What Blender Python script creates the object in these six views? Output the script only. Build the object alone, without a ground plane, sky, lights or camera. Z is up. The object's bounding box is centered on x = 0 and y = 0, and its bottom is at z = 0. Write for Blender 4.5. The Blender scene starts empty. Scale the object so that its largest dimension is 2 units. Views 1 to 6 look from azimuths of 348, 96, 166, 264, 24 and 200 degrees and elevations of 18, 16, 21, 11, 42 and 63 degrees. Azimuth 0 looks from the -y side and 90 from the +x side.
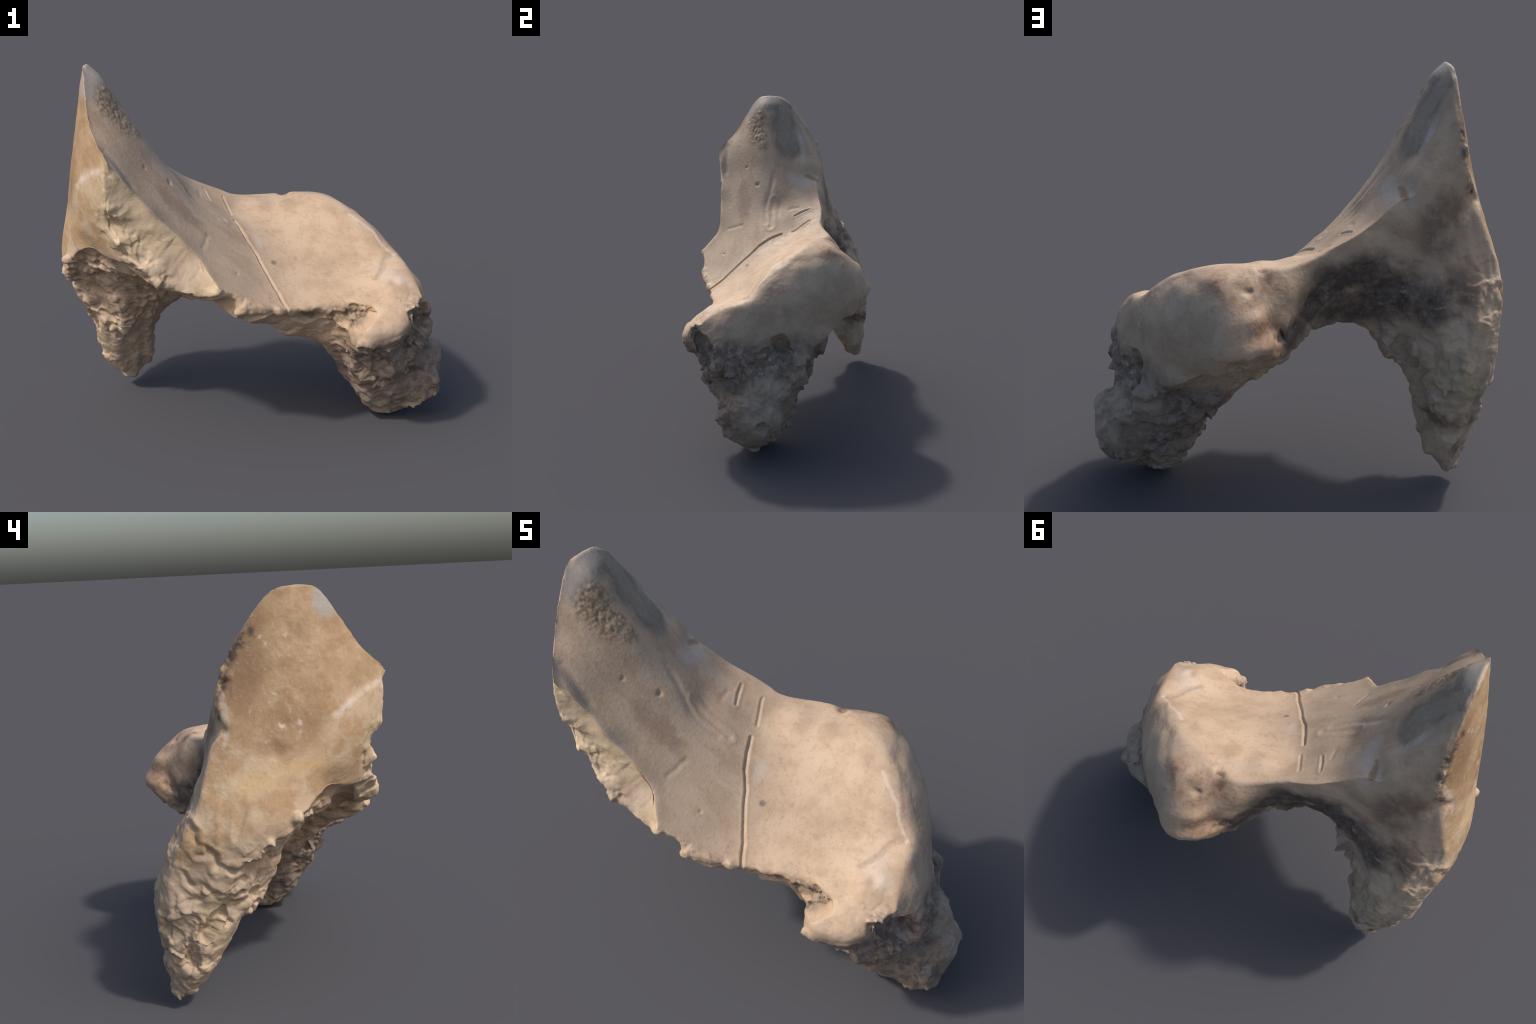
"""Broken piece of an old bone: a saddle-shaped bridge joins a tall blade and its
crumbling lower process (left) to a rounded articular head that runs down into a
blunt foot (right).  The body is lofted through cross-sections that swing from the
outer face of the blade to the outer face of the head; breaks, cracks, pits and
spongy relief are then sculpted into the surface by rules."""
import bpy
import numpy as np
from mathutils import Vector

# --------------------------------------------------------------------------
# 1. Profile curves
# --------------------------------------------------------------------------
def spline(knots, values, at):
    """Cubic Hermite curve through the knots (Catmull-Rom tangents)."""
    k, v = np.asarray(knots, float), np.asarray(values, float)
    m = np.gradient(v, k, axis=0)
    at = np.clip(at, k[0], k[-1])
    i = np.clip(np.searchsorted(k, at, side="right") - 1, 0, len(k) - 2)
    h = k[i + 1] - k[i]
    s = (at - k[i]) / h
    e = (slice(None),) * np.ndim(at) + (None,) * (v.ndim - 1)
    s, h = s[e], h[e]
    return ((2*s**3 - 3*s**2 + 1) * v[i] + (s**3 - 2*s**2 + s) * h * m[i]
            + (-2*s**3 + 3*s**2) * v[i + 1] + (s**3 - s**2) * h * m[i + 1])


def closed_curve(points, steps):
    n = len(points)
    k = np.arange(-3, n + 4)
    return spline(k, points[k % n], np.arange(n * steps) / steps)


def blade_face(y, z):
    """x of the blade's outer face, bulging to -x half way down: middle line, tilt, bow."""
    y = np.clip(y, -.5, .6)
    k = [0, .5, .9, 1.3, 1.9]
    middle = spline([0, .3, .6, .9, 1.2, 1.5, 1.9], [-0.98, -0.9, -0.91, -0.96, -0.94, -0.89, -0.82], z)
    return middle + spline(k, [0.11, 0.05, -0.26, 0.11, 0.34], z) * y + spline(k, [1.26, 0.27, 1.03, 0.94, 1.16], z) * y * y


def head_face(y, z):
    """x of the head's outer face, running out to the foot below."""
    y = np.clip(y, -.5, .42)
    k = [0, .35, .7, 1.1]
    middle = spline([0, .15, .3, .45, .6, .75, .9, 1.02, 1.1],
                    [0.815, 0.955, 0.982, 0.868, 0.822, 0.779, 0.734, 0.62, 0.5], z)
    return middle + spline(k, [-0.293, -0.144, -0.329, 0.208], z) * y + spline(k, [-1.255, -1.554, -0.779, -1.145], z) * y * y


SECTIONS = []


def section(station, centre, lean, half, profile):
    """One closed (y, z) outline: radii at even angles in a sheared, stretched frame."""
    a = 2 * np.pi * np.arange(len(profile)) / len(profile)
    z = half[1] * np.array(profile) * np.sin(a)
    y = half[0] * np.array(profile) * np.cos(a) + lean * z
    SECTIONS.append((station, np.stack([centre[0] + y, centre[1] + z], -1)))


# station 0 = outer face of the blade ... 1 = outer face of the head
section(0.0, centre=(0.11, 1.31), lean=-0.44, half=(0.25, 0.58),
        profile=[0.46, 0.67, 0.89, 1.0, 1.04, 1.09, 1.11, 1.04, 1.0, 0.99, 0.99, 0.98, 1.0, 1.04, 1.13, 1.27, 1.51, 2.03, 2.37, 2.06, 1.62, 1.49, 1.28, 1.23, 1.22, 2.26, 2.01, 1.53, 1.31, 1.18, 0.98, 0.67, 0.64, 0.6, 0.58, 0.57])
section(0.02, centre=(0.06, 1.31), lean=-0.44, half=(0.25, 0.59),
        profile=[0.69, 0.99, 1.13, 1.18, 1.18, 1.2, 1.11, 1.04, 0.99, 0.94, 0.92, 0.89, 0.9, 0.94, 1.02, 1.15, 1.4, 1.82, 2.11, 2.56, 1.48, 1.35, 1.22, 1.11, 1.15, 1.99, 2.13, 1.71, 1.53, 1.45, 1.34, 1.12, 0.86, 0.81, 0.78, 0.8])
section(0.045, centre=(0.03, 1.26), lean=-0.44, half=(0.26, 0.58),
        profile=[0.91, 1.11, 1.27, 1.29, 1.31, 1.27, 1.18, 1.1, 1.01, 0.94, 0.9, 0.88, 0.88, 0.92, 1.03, 1.14, 1.37, 1.64, 1.85, 2.29, 1.3, 1.14, 1.05, 0.95, 1.1, 1.79, 2.1, 1.91, 1.7, 1.57, 1.48, 1.36, 1.23, 0.99, 0.94, 0.93])
section(0.08, centre=(0.03, 1.19), lean=-0.44, half=(0.26, 0.57),
        profile=[1.06, 1.16, 1.36, 1.39, 1.4, 1.34, 1.23, 1.15, 1.03, 0.97, 0.93, 0.92, 0.91, 0.99, 1.11, 1.21, 1.43, 1.62, 1.81, 2.38, 1.3, 1.05, 0.98, 0.94, 1.19, 1.77, 1.97, 1.87, 1.7, 1.58, 1.5, 1.46, 1.35, 1.27, 1.08, 1.05])
section(0.12, centre=(0.04, 1.12), lean=-0.44, half=(0.27, 0.53),
        profile=[1.11, 1.17, 1.35, 1.43, 1.44, 1.41, 1.31, 1.24, 1.13, 1.06, 1.02, 1.0, 1.01, 1.06, 1.13, 1.28, 1.46, 1.59, 1.73, 2.38, 1.2, 1.1, 1.06, 1.28, 1.43, 1.47, 1.92, 1.84, 1.68, 1.6, 1.51, 1.45, 1.38, 1.2, 1.1, 1.08])
section(0.17, centre=(0.02, 1.1), lean=-0.42, half=(0.28, 0.47),
        profile=[1.16, 1.24, 1.32, 1.4, 1.4, 1.38, 1.29, 1.24, 1.17, 1.08, 1.03, 1.01, 1.02, 1.06, 1.13, 1.25, 1.39, 1.45, 1.58, 2.27, 1.27, 1.04, 1.02, 1.1, 1.3, 1.41, 1.61, 1.97, 1.74, 1.67, 1.62, 1.44, 1.36, 1.19, 1.09, 1.1])
section(0.22, centre=(-0.02, 1.09), lean=-0.37, half=(0.29, 0.39),
        profile=[1.16, 1.24, 1.32, 1.44, 1.39, 1.38, 1.32, 1.27, 1.24, 1.13, 1.07, 1.03, 1.03, 1.05, 1.1, 1.19, 1.29, 1.31, 1.34, 1.86, 1.92, 1.27, 1.03, 1.0, 1.03, 1.15, 1.45, 1.58, 1.72, 1.87, 1.83, 1.54, 1.41, 1.29, 1.19, 1.14])
section(0.27, centre=(-0.04, 1.08), lean=-0.24, half=(0.3, 0.32),
        profile=[1.13, 1.16, 1.23, 1.34, 1.38, 1.32, 1.29, 1.26, 1.26, 1.24, 1.15, 1.09, 1.07, 1.07, 1.11, 1.16, 1.24, 1.28, 1.24, 1.61, 1.89, 1.42, 1.24, 1.07, 0.99, 1.02, 1.13, 1.31, 1.58, 1.83, 1.84, 1.61, 1.42, 1.3, 1.19, 1.13])
section(0.32, centre=(-0.06, 1.05), lean=-0.03, half=(0.29, 0.26),
        profile=[1.18, 1.2, 1.23, 1.32, 1.42, 1.42, 1.35, 1.32, 1.33, 1.37, 1.33, 1.25, 1.2, 1.18, 1.18, 1.19, 1.25, 1.29, 1.28, 1.39, 1.68, 1.83, 1.69, 1.19, 1.01, 0.97, 1.02, 1.12, 1.38, 1.6, 1.92, 1.82, 1.58, 1.41, 1.28, 1.2])
section(0.37, centre=(-0.06, 1.01), lean=0.22, half=(0.28, 0.23),
        profile=[1.19, 1.2, 1.21, 1.25, 1.34, 1.42, 1.4, 1.36, 1.37, 1.4, 1.4, 1.39, 1.35, 1.3, 1.29, 1.29, 1.31, 1.24, 1.21, 1.26, 1.46, 1.73, 1.73, 1.61, 1.37, 1.19, 1.12, 1.12, 1.24, 1.37, 1.44, 1.75, 1.6, 1.37, 1.3, 1.24])
section(0.42, centre=(-0.06, 0.98), lean=0.47, half=(0.25, 0.2),
        profile=[1.29, 1.27, 1.29, 1.3, 1.37, 1.44, 1.47, 1.44, 1.43, 1.45, 1.4, 1.44, 1.49, 1.49, 1.44, 1.42, 1.33, 1.21, 1.19, 1.21, 1.35, 1.69, 1.71, 1.7, 1.61, 1.4, 1.24, 1.25, 1.32, 1.55, 1.59, 1.55, 1.77, 1.59, 1.39, 1.33])
section(0.48, centre=(-0.05, 0.94), lean=0.66, half=(0.22, 0.19),
        profile=[1.32, 1.29, 1.27, 1.31, 1.34, 1.41, 1.46, 1.46, 1.44, 1.36, 1.3, 1.36, 1.46, 1.53, 1.53, 1.51, 1.31, 1.26, 1.23, 1.24, 1.49, 1.68, 1.62, 1.63, 1.58, 1.51, 1.38, 1.14, 1.25, 1.49, 1.75, 1.69, 1.57, 1.62, 1.56, 1.36])
section(0.54, centre=(-0.04, 0.9), lean=0.73, half=(0.21, 0.19),
        profile=[1.38, 1.32, 1.21, 1.19, 1.22, 1.28, 1.39, 1.44, 1.46, 1.34, 1.19, 1.2, 1.28, 1.42, 1.36, 1.23, 1.16, 1.15, 1.16, 1.46, 1.57, 1.58, 1.5, 1.47, 1.49, 1.53, 1.5, 1.33, 1.29, 1.45, 1.71, 1.85, 1.73, 1.35, 1.58, 1.51])
section(0.6, centre=(-0.02, 0.84), lean=0.66, half=(0.21, 0.21),
        profile=[1.51, 1.41, 1.26, 1.21, 1.2, 1.21, 1.29, 1.46, 1.52, 1.37, 1.19, 1.19, 1.21, 1.25, 1.23, 1.21, 1.22, 1.39, 1.43, 1.66, 1.64, 1.52, 1.42, 1.37, 1.37, 1.39, 1.38, 1.42, 1.51, 1.66, 1.8, 1.68, 1.48, 1.41, 1.55, 1.57])
section(0.66, centre=(-0.01, 0.78), lean=0.54, half=(0.23, 0.24),
        profile=[1.53, 1.42, 1.36, 1.33, 1.34, 1.38, 1.42, 1.53, 1.55, 1.45, 1.35, 1.3, 1.31, 1.32, 1.26, 1.27, 1.44, 1.33, 1.59, 1.61, 1.41, 1.29, 1.22, 1.19, 1.18, 1.16, 0.83, 0.87, 0.98, 1.2, 1.62, 1.6, 1.53, 1.49, 1.47, 1.52])
section(0.72, centre=(-0.0, 0.72), lean=0.47, half=(0.26, 0.29),
        profile=[1.43, 1.47, 1.32, 1.29, 1.39, 1.45, 1.43, 1.48, 1.5, 1.43, 1.35, 1.31, 1.31, 1.24, 1.12, 1.15, 1.47, 1.52, 1.57, 1.51, 1.36, 1.24, 1.19, 1.15, 1.06, 1.05, 1.14, 1.34, 1.54, 1.67, 1.68, 1.27, 1.2, 1.21, 1.23, 1.27])
section(0.78, centre=(-0.01, 0.68), lean=0.43, half=(0.29, 0.33),
        profile=[1.25, 1.49, 1.69, 1.46, 1.41, 1.42, 1.41, 1.45, 1.47, 1.37, 1.3, 1.27, 1.18, 1.12, 1.07, 1.19, 1.37, 1.54, 1.81, 1.61, 1.29, 1.21, 1.1, 1.14, 1.2, 1.27, 1.37, 1.57, 1.65, 1.75, 1.76, 1.67, 1.27, 1.15, 1.16, 1.2])
section(0.84, centre=(-0.0, 0.65), lean=0.42, half=(0.3, 0.36),
        profile=[1.23, 1.32, 1.69, 1.59, 1.53, 1.39, 1.38, 1.4, 1.42, 1.38, 1.32, 1.26, 1.2, 1.16, 1.08, 1.14, 1.41, 1.72, 1.84, 1.61, 1.21, 1.13, 1.13, 1.16, 1.2, 1.24, 1.32, 1.51, 1.66, 1.73, 1.76, 1.5, 1.24, 1.14, 1.16, 1.17])
section(0.9, centre=(-0.0, 0.64), lean=0.41, half=(0.31, 0.37),
        profile=[1.11, 1.36, 1.64, 1.58, 1.52, 1.44, 1.4, 1.41, 1.4, 1.38, 1.32, 1.29, 1.22, 1.14, 1.11, 1.23, 1.55, 1.71, 1.74, 1.47, 1.3, 1.18, 1.15, 1.15, 1.17, 1.25, 1.35, 1.5, 1.69, 1.82, 1.74, 1.36, 1.13, 1.03, 1.04, 1.06])
section(0.95, centre=(-0.01, 0.64), lean=0.41, half=(0.3, 0.37),
        profile=[1.1, 1.52, 1.56, 1.56, 1.51, 1.48, 1.43, 1.43, 1.38, 1.36, 1.33, 1.29, 1.26, 1.16, 1.09, 1.28, 1.56, 1.67, 1.59, 1.37, 1.32, 1.22, 1.12, 1.07, 1.1, 1.18, 1.33, 1.5, 1.64, 1.86, 1.68, 1.03, 1.06, 1.05, 0.99, 1.02])
section(0.98, centre=(-0.0, 0.65), lean=0.42, half=(0.29, 0.37),
        profile=[1.07, 1.45, 1.39, 1.38, 1.38, 1.42, 1.41, 1.38, 1.32, 1.28, 1.3, 1.28, 1.24, 1.17, 1.11, 1.29, 1.54, 1.67, 1.58, 1.41, 1.31, 1.21, 1.12, 1.07, 1.09, 1.16, 1.3, 1.42, 1.64, 1.8, 1.09, 0.95, 0.96, 0.93, 0.9, 0.93])
section(1.0, centre=(-0.0, 0.67), lean=0.42, half=(0.29, 0.36),
        profile=[1.13, 1.4, 1.34, 1.33, 1.32, 1.41, 1.39, 1.35, 1.28, 1.22, 1.25, 1.22, 1.16, 1.08, 1.06, 1.23, 1.45, 1.62, 1.59, 1.4, 1.31, 1.23, 1.15, 1.1, 1.12, 1.18, 1.3, 1.42, 1.67, 1.82, 1.05, 0.99, 0.98, 0.93, 0.9, 0.93])


def place(outline, station):
    y, z = outline[..., 0], outline[..., 1]
    x = (1 - station) * blade_face(y, z) + station * head_face(y, z)
    return np.stack([x, y, z], -1)


def loft(around=8, along=120):
    stations = np.array([s for s, _ in SECTIONS])
    rings = np.array([closed_curve(p, around) for _, p in SECTIONS])
    t = np.unique(np.r_[np.linspace(0, 1, along), stations])
    rings = spline(stations, rings, t)
    cap = [.96, .9, .8, .65, .5, .35, .2, .08]
    c0, c1 = rings[0].mean(0), rings[-1].mean(0)
    grid = ([place(c0 + (rings[0] - c0) * k, 0.) for k in cap[::-1]]
            + [place(r, s) for r, s in zip(rings, t)]
            + [place(c1 + (rings[-1] - c1) * k, 1.) for k in cap])
    return np.array(grid)


def tube(path, radii, sides=20, steps=8):
    """Rounded limb along a path, as rings of points."""
    path, radii = np.array(path, float), np.array(radii, float)
    k = np.arange(len(path))
    u = np.linspace(0, len(path) - 1, steps * len(path))
    p, r = spline(k, path, u), spline(k, radii, u)
    d = np.gradient(p, axis=0)
    d /= np.linalg.norm(d, axis=1, keepdims=True)
    side = np.cross(d, [.31, .17, .93])
    side /= np.linalg.norm(side, axis=1, keepdims=True)
    up = np.cross(d, side)
    a = np.linspace(0, 2 * np.pi, sides, endpoint=False)
    ring = np.cos(a)[:, None, None] * side + np.sin(a)[:, None, None] * up
    grid = p[:, None] + (r[:, None, None] * ring.transpose(1, 0, 2))
    c = np.sin(np.linspace(0, np.pi / 2, 5))[:-1]
    w = np.cos(np.linspace(0, np.pi / 2, 5))[:-1]
    first = [p[0] - d[0] * r[0] * b + (grid[0] - p[0]) * q for b, q in zip(c[::-1], w[::-1])]
    last = [p[-1] + d[-1] * r[-1] * b + (grid[-1] - p[-1]) * q for b, q in zip(c, w)]
    return np.concatenate([first, grid, last])


# --------------------------------------------------------------------------
# 2. One closed skin: loft + lumps, fused into an even quad mesh to sculpt on
# --------------------------------------------------------------------------
def fused(grids, size):
    verts, faces, base = [], [], 0
    for g in grids:
        n, m = g.shape[:2]
        i, j = np.meshgrid(np.arange(n - 1), np.arange(m), indexing="ij")
        k = (j + 1) % m
        faces += (base + np.stack([i*m + j, i*m + k, (i+1)*m + k, (i+1)*m + j], -1).reshape(-1, 4)).tolist()
        faces += [list(range(base + m - 1, base - 1, -1)), list(range(base + (n-1)*m, base + n*m))]
        verts.append(g.reshape(-1, 3))
        base += n * m
    me = bpy.data.meshes.new("skin")
    me.from_pydata(np.concatenate(verts).tolist(), [], faces)
    ob = bpy.data.objects.new("skin", me)
    bpy.context.scene.collection.objects.link(ob)
    mod = ob.modifiers.new("remesh", "REMESH")
    mod.mode, mod.voxel_size = "VOXEL", size
    out = bpy.data.meshes.new_from_object(ob.evaluated_get(bpy.context.evaluated_depsgraph_get()))
    bpy.data.objects.remove(ob)
    bpy.data.meshes.remove(me)
    return out


LUMPS = [
    tube([(.50, -.47, .62), (.44, -.515, .60), (.41, -.53, .60)], [.06, .048, .026]),      # hooked lip below the notch
    tube([(-.67, .24, .54), (-.71, .18, .495), (-.735, .145, .477)], [.045, .032, .016]),      # spike inside the leg
    tube([(-.68, .40, .36), (-.71, .36, .28), (-.74, .35, .235)], [.055, .045, .022]),      # spur of the leg
    tube([(-.80, .32, .61), (-.845, .28, .585)], [.07, .022]),                             # knob on the broken rim
    tube([(-.85, .02, .91), (-.95, -.05, .94)], [.08, .025]),                              # corner of the rim
    tube([(-.36, -.46, .93), (-.30, -.52, .92), (-.29, -.54, .93)], [.06, .04, .014]),     # chip on the broken edge
]
skin = fused([loft()] + LUMPS, .0058)
count = len(skin.vertices)
V = np.empty(count * 3, np.float32)
skin.vertices.foreach_get("co", V)
V = V.reshape(-1, 3).astype(float)
EDGES = np.empty(len(skin.edges) * 2, np.int32)
skin.edges.foreach_get("vertices", EDGES)
EDGES = EDGES.reshape(-1, 2)
QUADS = np.empty(len(skin.loops), np.int32)
skin.loops.foreach_get("vertex_index", QUADS)
QUADS = QUADS.reshape(-1, 4)
DEGREE = np.bincount(EDGES.ravel(), minlength=count)[:, None]


def normals():
    a, b, c, d = (V[QUADS[:, i]] for i in range(4))
    f = np.cross(c - a, d - b)
    n = np.stack([np.bincount(QUADS.ravel(), np.repeat(f[:, i], 4), count) for i in range(3)], -1)
    return n / (np.linalg.norm(n, axis=1, keepdims=True) + 1e-12)


def relaxed(values, rounds):
    for _ in range(rounds):
        total = np.stack([np.bincount(EDGES[:, 0], values[EDGES[:, 1], i], count)
                          + np.bincount(EDGES[:, 1], values[EDGES[:, 0], i], count)
                          for i in range(values.shape[1])], -1)
        values = .5 * values + .5 * total / DEGREE
    return values


def smoothstep(lo, hi, x):
    t = np.clip((x - lo) / (hi - lo), 0, 1)
    return t * t * (3 - 2 * t)


# --------------------------------------------------------------------------
# 3. Noise (vectorised gradient noise and cell noise)
# --------------------------------------------------------------------------
def lattice(i, j, k, seed):
    h = (i * 374761393 + j * 668265263 + k * 2147483647 + seed * 1274126177) & 0xffffffff
    h = ((h ^ (h >> 13)) * 1274126177) & 0xffffffff
    h = ((h ^ (h >> 16)) * 2246822519) & 0xffffffff
    return (h ^ (h >> 15)) & 0xffffffff


def noise(p, scale, seed=0):
    p = p * float(scale) if np.isscalar(scale) else p * scale
    base = np.floor(p).astype(np.int64)
    f = p - base
    s = f * f * f * (f * (f * 6 - 15) + 10)
    out = 0
    for dx in (0, 1):
        for dy in (0, 1):
            for dz in (0, 1):
                h = lattice(base[:, 0] + dx, base[:, 1] + dy, base[:, 2] + dz, seed)
                g = np.stack([(h & 1023) / 511.5 - 1, ((h >> 10) & 1023) / 511.5 - 1,
                              ((h >> 20) & 1023) / 511.5 - 1], -1)
                w = (np.where(dx, s[:, 0], 1 - s[:, 0]) * np.where(dy, s[:, 1], 1 - s[:, 1])
                     * np.where(dz, s[:, 2], 1 - s[:, 2]))
                out = out + w * (g * (f - [dx, dy, dz])).sum(1)
    return out


def fractal(p, scale, octaves=4, gain=.5, seed=0):
    return sum(gain**o * noise(p, scale * 2**o, seed + o) for o in range(octaves))


def cells(p, scale, seed=0):
    """Distance to the nearest of scattered points, one per lattice cell."""
    p = p * scale
    base = np.floor(p).astype(np.int64)
    best = np.full(len(p), 9.)
    for dx in (-1, 0, 1):
        for dy in (-1, 0, 1):
            for dz in (-1, 0, 1):
                c = base + [dx, dy, dz]
                h = lattice(c[:, 0], c[:, 1], c[:, 2], seed)
                q = c + np.stack([(h & 1023) / 1023, ((h >> 10) & 1023) / 1023, ((h >> 20) & 1023) / 1023], -1)
                best = np.minimum(best, ((q - p)**2).sum(1))
    return np.sqrt(best)


# --------------------------------------------------------------------------
# 4. The saddle: thin-plate surface through landmarks of the glossy upper face
# --------------------------------------------------------------------------
def thin_plate(points, values, stiffness=1e-3):
    n = len(points)
    phi = lambda r: np.where(r > 0, r * r * np.log(r + 1e-9), 0)
    A = np.zeros((n + 3, n + 3))
    A[:n, :n] = phi(np.linalg.norm(points[:, None] - points[None], axis=-1)) + stiffness * np.eye(n)
    A[:n, n], A[:n, n + 1:] = 1, points
    A[n:, :n] = A[:n, n:].T
    w = np.linalg.solve(A, np.r_[values, 0, 0, 0])

    def at(q):
        out = np.empty(len(q))
        for i in range(0, len(q), 20000):
            c = q[i:i + 20000]
            out[i:i + 20000] = phi(np.linalg.norm(c[:, None] - points[None], axis=-1)) @ w[:n] + w[n] + c @ w[n + 1:]
        return out
    return at


def inside_distance(points, q):
    """Signed distance (positive inside) to the convex hull of 2D points."""
    p = sorted(map(tuple, points))

    def chain(p):
        h = []
        for a in p:
            while len(h) > 1 and (h[-1][0]-h[-2][0])*(a[1]-h[-2][1]) <= (h[-1][1]-h[-2][1])*(a[0]-h[-2][0]):
                h.pop()
            h.append(a)
        return h[:-1]
    hull = np.array(chain(p) + chain(p[::-1]))
    d = np.full(len(q), 9.)
    for a, b in zip(hull, np.roll(hull, -1, 0)):
        e = (b - a) / np.linalg.norm(b - a)
        d = np.minimum(d, e[0] * (q[:, 1] - a[1]) - e[1] * (q[:, 0] - a[0]))
    return d


# landmarks on the glossy upper face (saddle), the rear face and the broken shelf
SADDLE = np.array([
    (0.046, -0.205, 0.924), (-0.11, -0.001, 1.083), (0.065, -0.447, 0.769), (-0.141, 0.185, 1.163),
    (-0.122, 0.085, 1.1), (-0.461, -0.173, 1.34), (-0.284, -0.55, 0.927), (-0.49, 0.222, 1.356),
    (-0.688, 0.097, 1.664), (-0.611, 0.128, 1.543), (-0.522, 0.242, 1.353), (0.665, -0.134, 0.914),
    (0.628, -0.352, 0.849), (-0.168, -0.379, 0.937), (-0.585, -0.254, 1.432), (-0.222, 0.088, 1.172),
    (-0.178, -0.064, 1.115), (0.207, 0.303, 1.144), (0.538, -0.161, 0.897), (0.457, -0.189, 0.869),
    (0.505, -0.096, 0.961), (0.333, -0.008, 1.035), (0.348, 0.041, 1.072), (0.348, -0.033, 1.015),
    (0.627, -0.069, 0.991), (0.545, -0.002, 1.058), (0.466, -0.362, 0.8), (0.522, -0.318, 0.828),
    (0.221, -0.296, 0.824), (0.321, -0.193, 0.878), (-0.798, -0.458, 1.537), (-0.809, -0.409, 1.577),
    (-0.827, -0.356, 1.624), (-0.845, -0.31, 1.695), (-0.847, -0.26, 1.767), (-0.85, -0.18, 1.868),
    (-0.765, -0.139, 1.828), (-0.709, -0.127, 1.738), (-0.641, -0.124, 1.636), (-0.584, -0.128, 1.551),
    (-0.718, -0.465, 1.441), (-0.641, -0.43, 1.342), (-0.579, -0.44, 1.281), (-0.506, -0.43, 1.194),
    (-0.429, -0.432, 1.123), (-0.354, -0.425, 1.044), (-0.81, 0, 1.86), (0.338, 0.233, 1.161),
    (0.418, 0.195, 1.152), (0.506, 0.12, 1.115), (0.593, 0.045, 1.056), (0.674, -0.048, 0.976),
    (0.72, -0.197, 0.902)])
BACK = np.array([
    (-0.228, 0.279, 1.167), (-0.25, 0.283, 1.073), (-0.409, 0.278, 1.117), (-0.477, 0.293, 1.005),
    (-0.381, 0.274, 1.004), (-0.391, 0.259, 0.63), (-0.491, 0.345, 0.76), (0.172, 0.439, 0.863),
    (-0.563, 0.373, 0.879), (0.06, 0.335, 0.95), (-0.008, 0.29, 0.995), (-0.087, 0.265, 1.065),
    (-0.201, 0.275, 1.177), (-0.723, 0.285, 1.245), (-0.678, 0.41, 0.873), (-0.752, 0.388, 0.97),
    (-0.637, 0.549, 0.53), (-0.49, 0.222, 1.356), (-0.522, 0.242, 1.353), (-0.705, 0.238, 1.468),
    (-0.656, 0.241, 1.457), (0.211, 0.313, 1.148), (-0.83, 0.23, 1.307), (0.122, 0.383, 1.065),
    (0.305, 0.407, 1.09), (0.2, 0.43, 1), (-0.404, 0.272, 0.616), (-0.343, 0.212, 0.691),
    (-0.298, 0.2, 0.745), (-0.233, 0.187, 0.767), (-0.143, 0.198, 0.805), (-0.062, 0.233, 0.815),
    (0, 0.26, 0.81), (0.062, 0.318, 0.76), (0.104, 0.368, 0.756), (0.149, 0.41, 0.743),
    (-0.472, 0.356, 0.509), (-0.585, 0.462, 0.667), (-0.777, 0.21, 1.575), (-0.765, 0.234, 1.522),
    (-0.771, 0.26, 1.436)])
SHELF = np.array([
    (-0.785, -0.455, 1.5), (-0.718, -0.455, 1.441), (-0.641, -0.43, 1.342), (-0.579, -0.44, 1.281),
    (-0.506, -0.43, 1.194), (-0.429, -0.432, 1.123), (-0.354, -0.435, 1.044), (-0.29, -0.53, 0.94),
    (-0.781, -0.436, 1.185), (-0.733, -0.443, 1.118), (-0.666, -0.441, 1.046), (-0.586, -0.465, 0.995),
    (-0.545, -0.47, 0.934), (-0.506, -0.479, 0.912), (-0.463, -0.488, 0.902), (-0.4, -0.5, 0.884),
    (-0.363, -0.498, 0.861), (-0.776, -0.46, 1.41), (-0.774, -0.465, 1.35), (-0.785, -0.46, 1.27),
    (-0.752, -0.454, 1.268), (-0.56, -0.431, 1.08)])


FACING = np.array([.55, -.3, .78]) / np.linalg.norm([.55, -.3, .78])
AX = np.cross(FACING, [0, 1, 0])
AX /= np.linalg.norm(AX)
AY = np.cross(FACING, AX)
saddle_flat = np.stack([SADDLE @ AX, SADDLE @ AY], -1)
saddle_height = thin_plate(saddle_flat, SADDLE @ FACING, 5e-4)
back_depth = thin_plate(BACK[:, [0, 2]], BACK[:, 1])
shelf_depth = thin_plate(SHELF[:, [0, 2]], SHELF[:, 1])


def settle_on_surfaces():
    """Pull the lofted skin onto the two measured faces: saddle (up) and back (+y)."""
    global V, NOW
    NOW = normals()
    N = relaxed(NOW, 25)
    q = np.stack([V @ AX, V @ AY], -1)
    gap = saddle_height(q) - V @ FACING
    w = (smoothstep(-.04, .04, inside_distance(saddle_flat, q)) * smoothstep(.25, .5, N @ FACING)
         * (1 - smoothstep(.08, .12, abs(gap))))
    V = V + (w * gap)[:, None] * FACING
    q = V[:, [0, 2]]
    gap = back_depth(q) - V[:, 1]
    w = (smoothstep(0., .08, inside_distance(BACK[:, [0, 2]], q)) * smoothstep(.35, .65, N[:, 1])
         * (1 - smoothstep(.05, .09, abs(gap))))
    V[:, 1] += .9 * w * gap
    q = V[:, [0, 2]]
    gap = shelf_depth(q) - V[:, 1]
    w = (smoothstep(-.02, .03, inside_distance(SHELF[:, [0, 2]], q)) * smoothstep(.15, .4, -N[:, 1])
         * (1 - smoothstep(.10, .15, abs(gap))))
    V[:, 1] += w * gap


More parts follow.
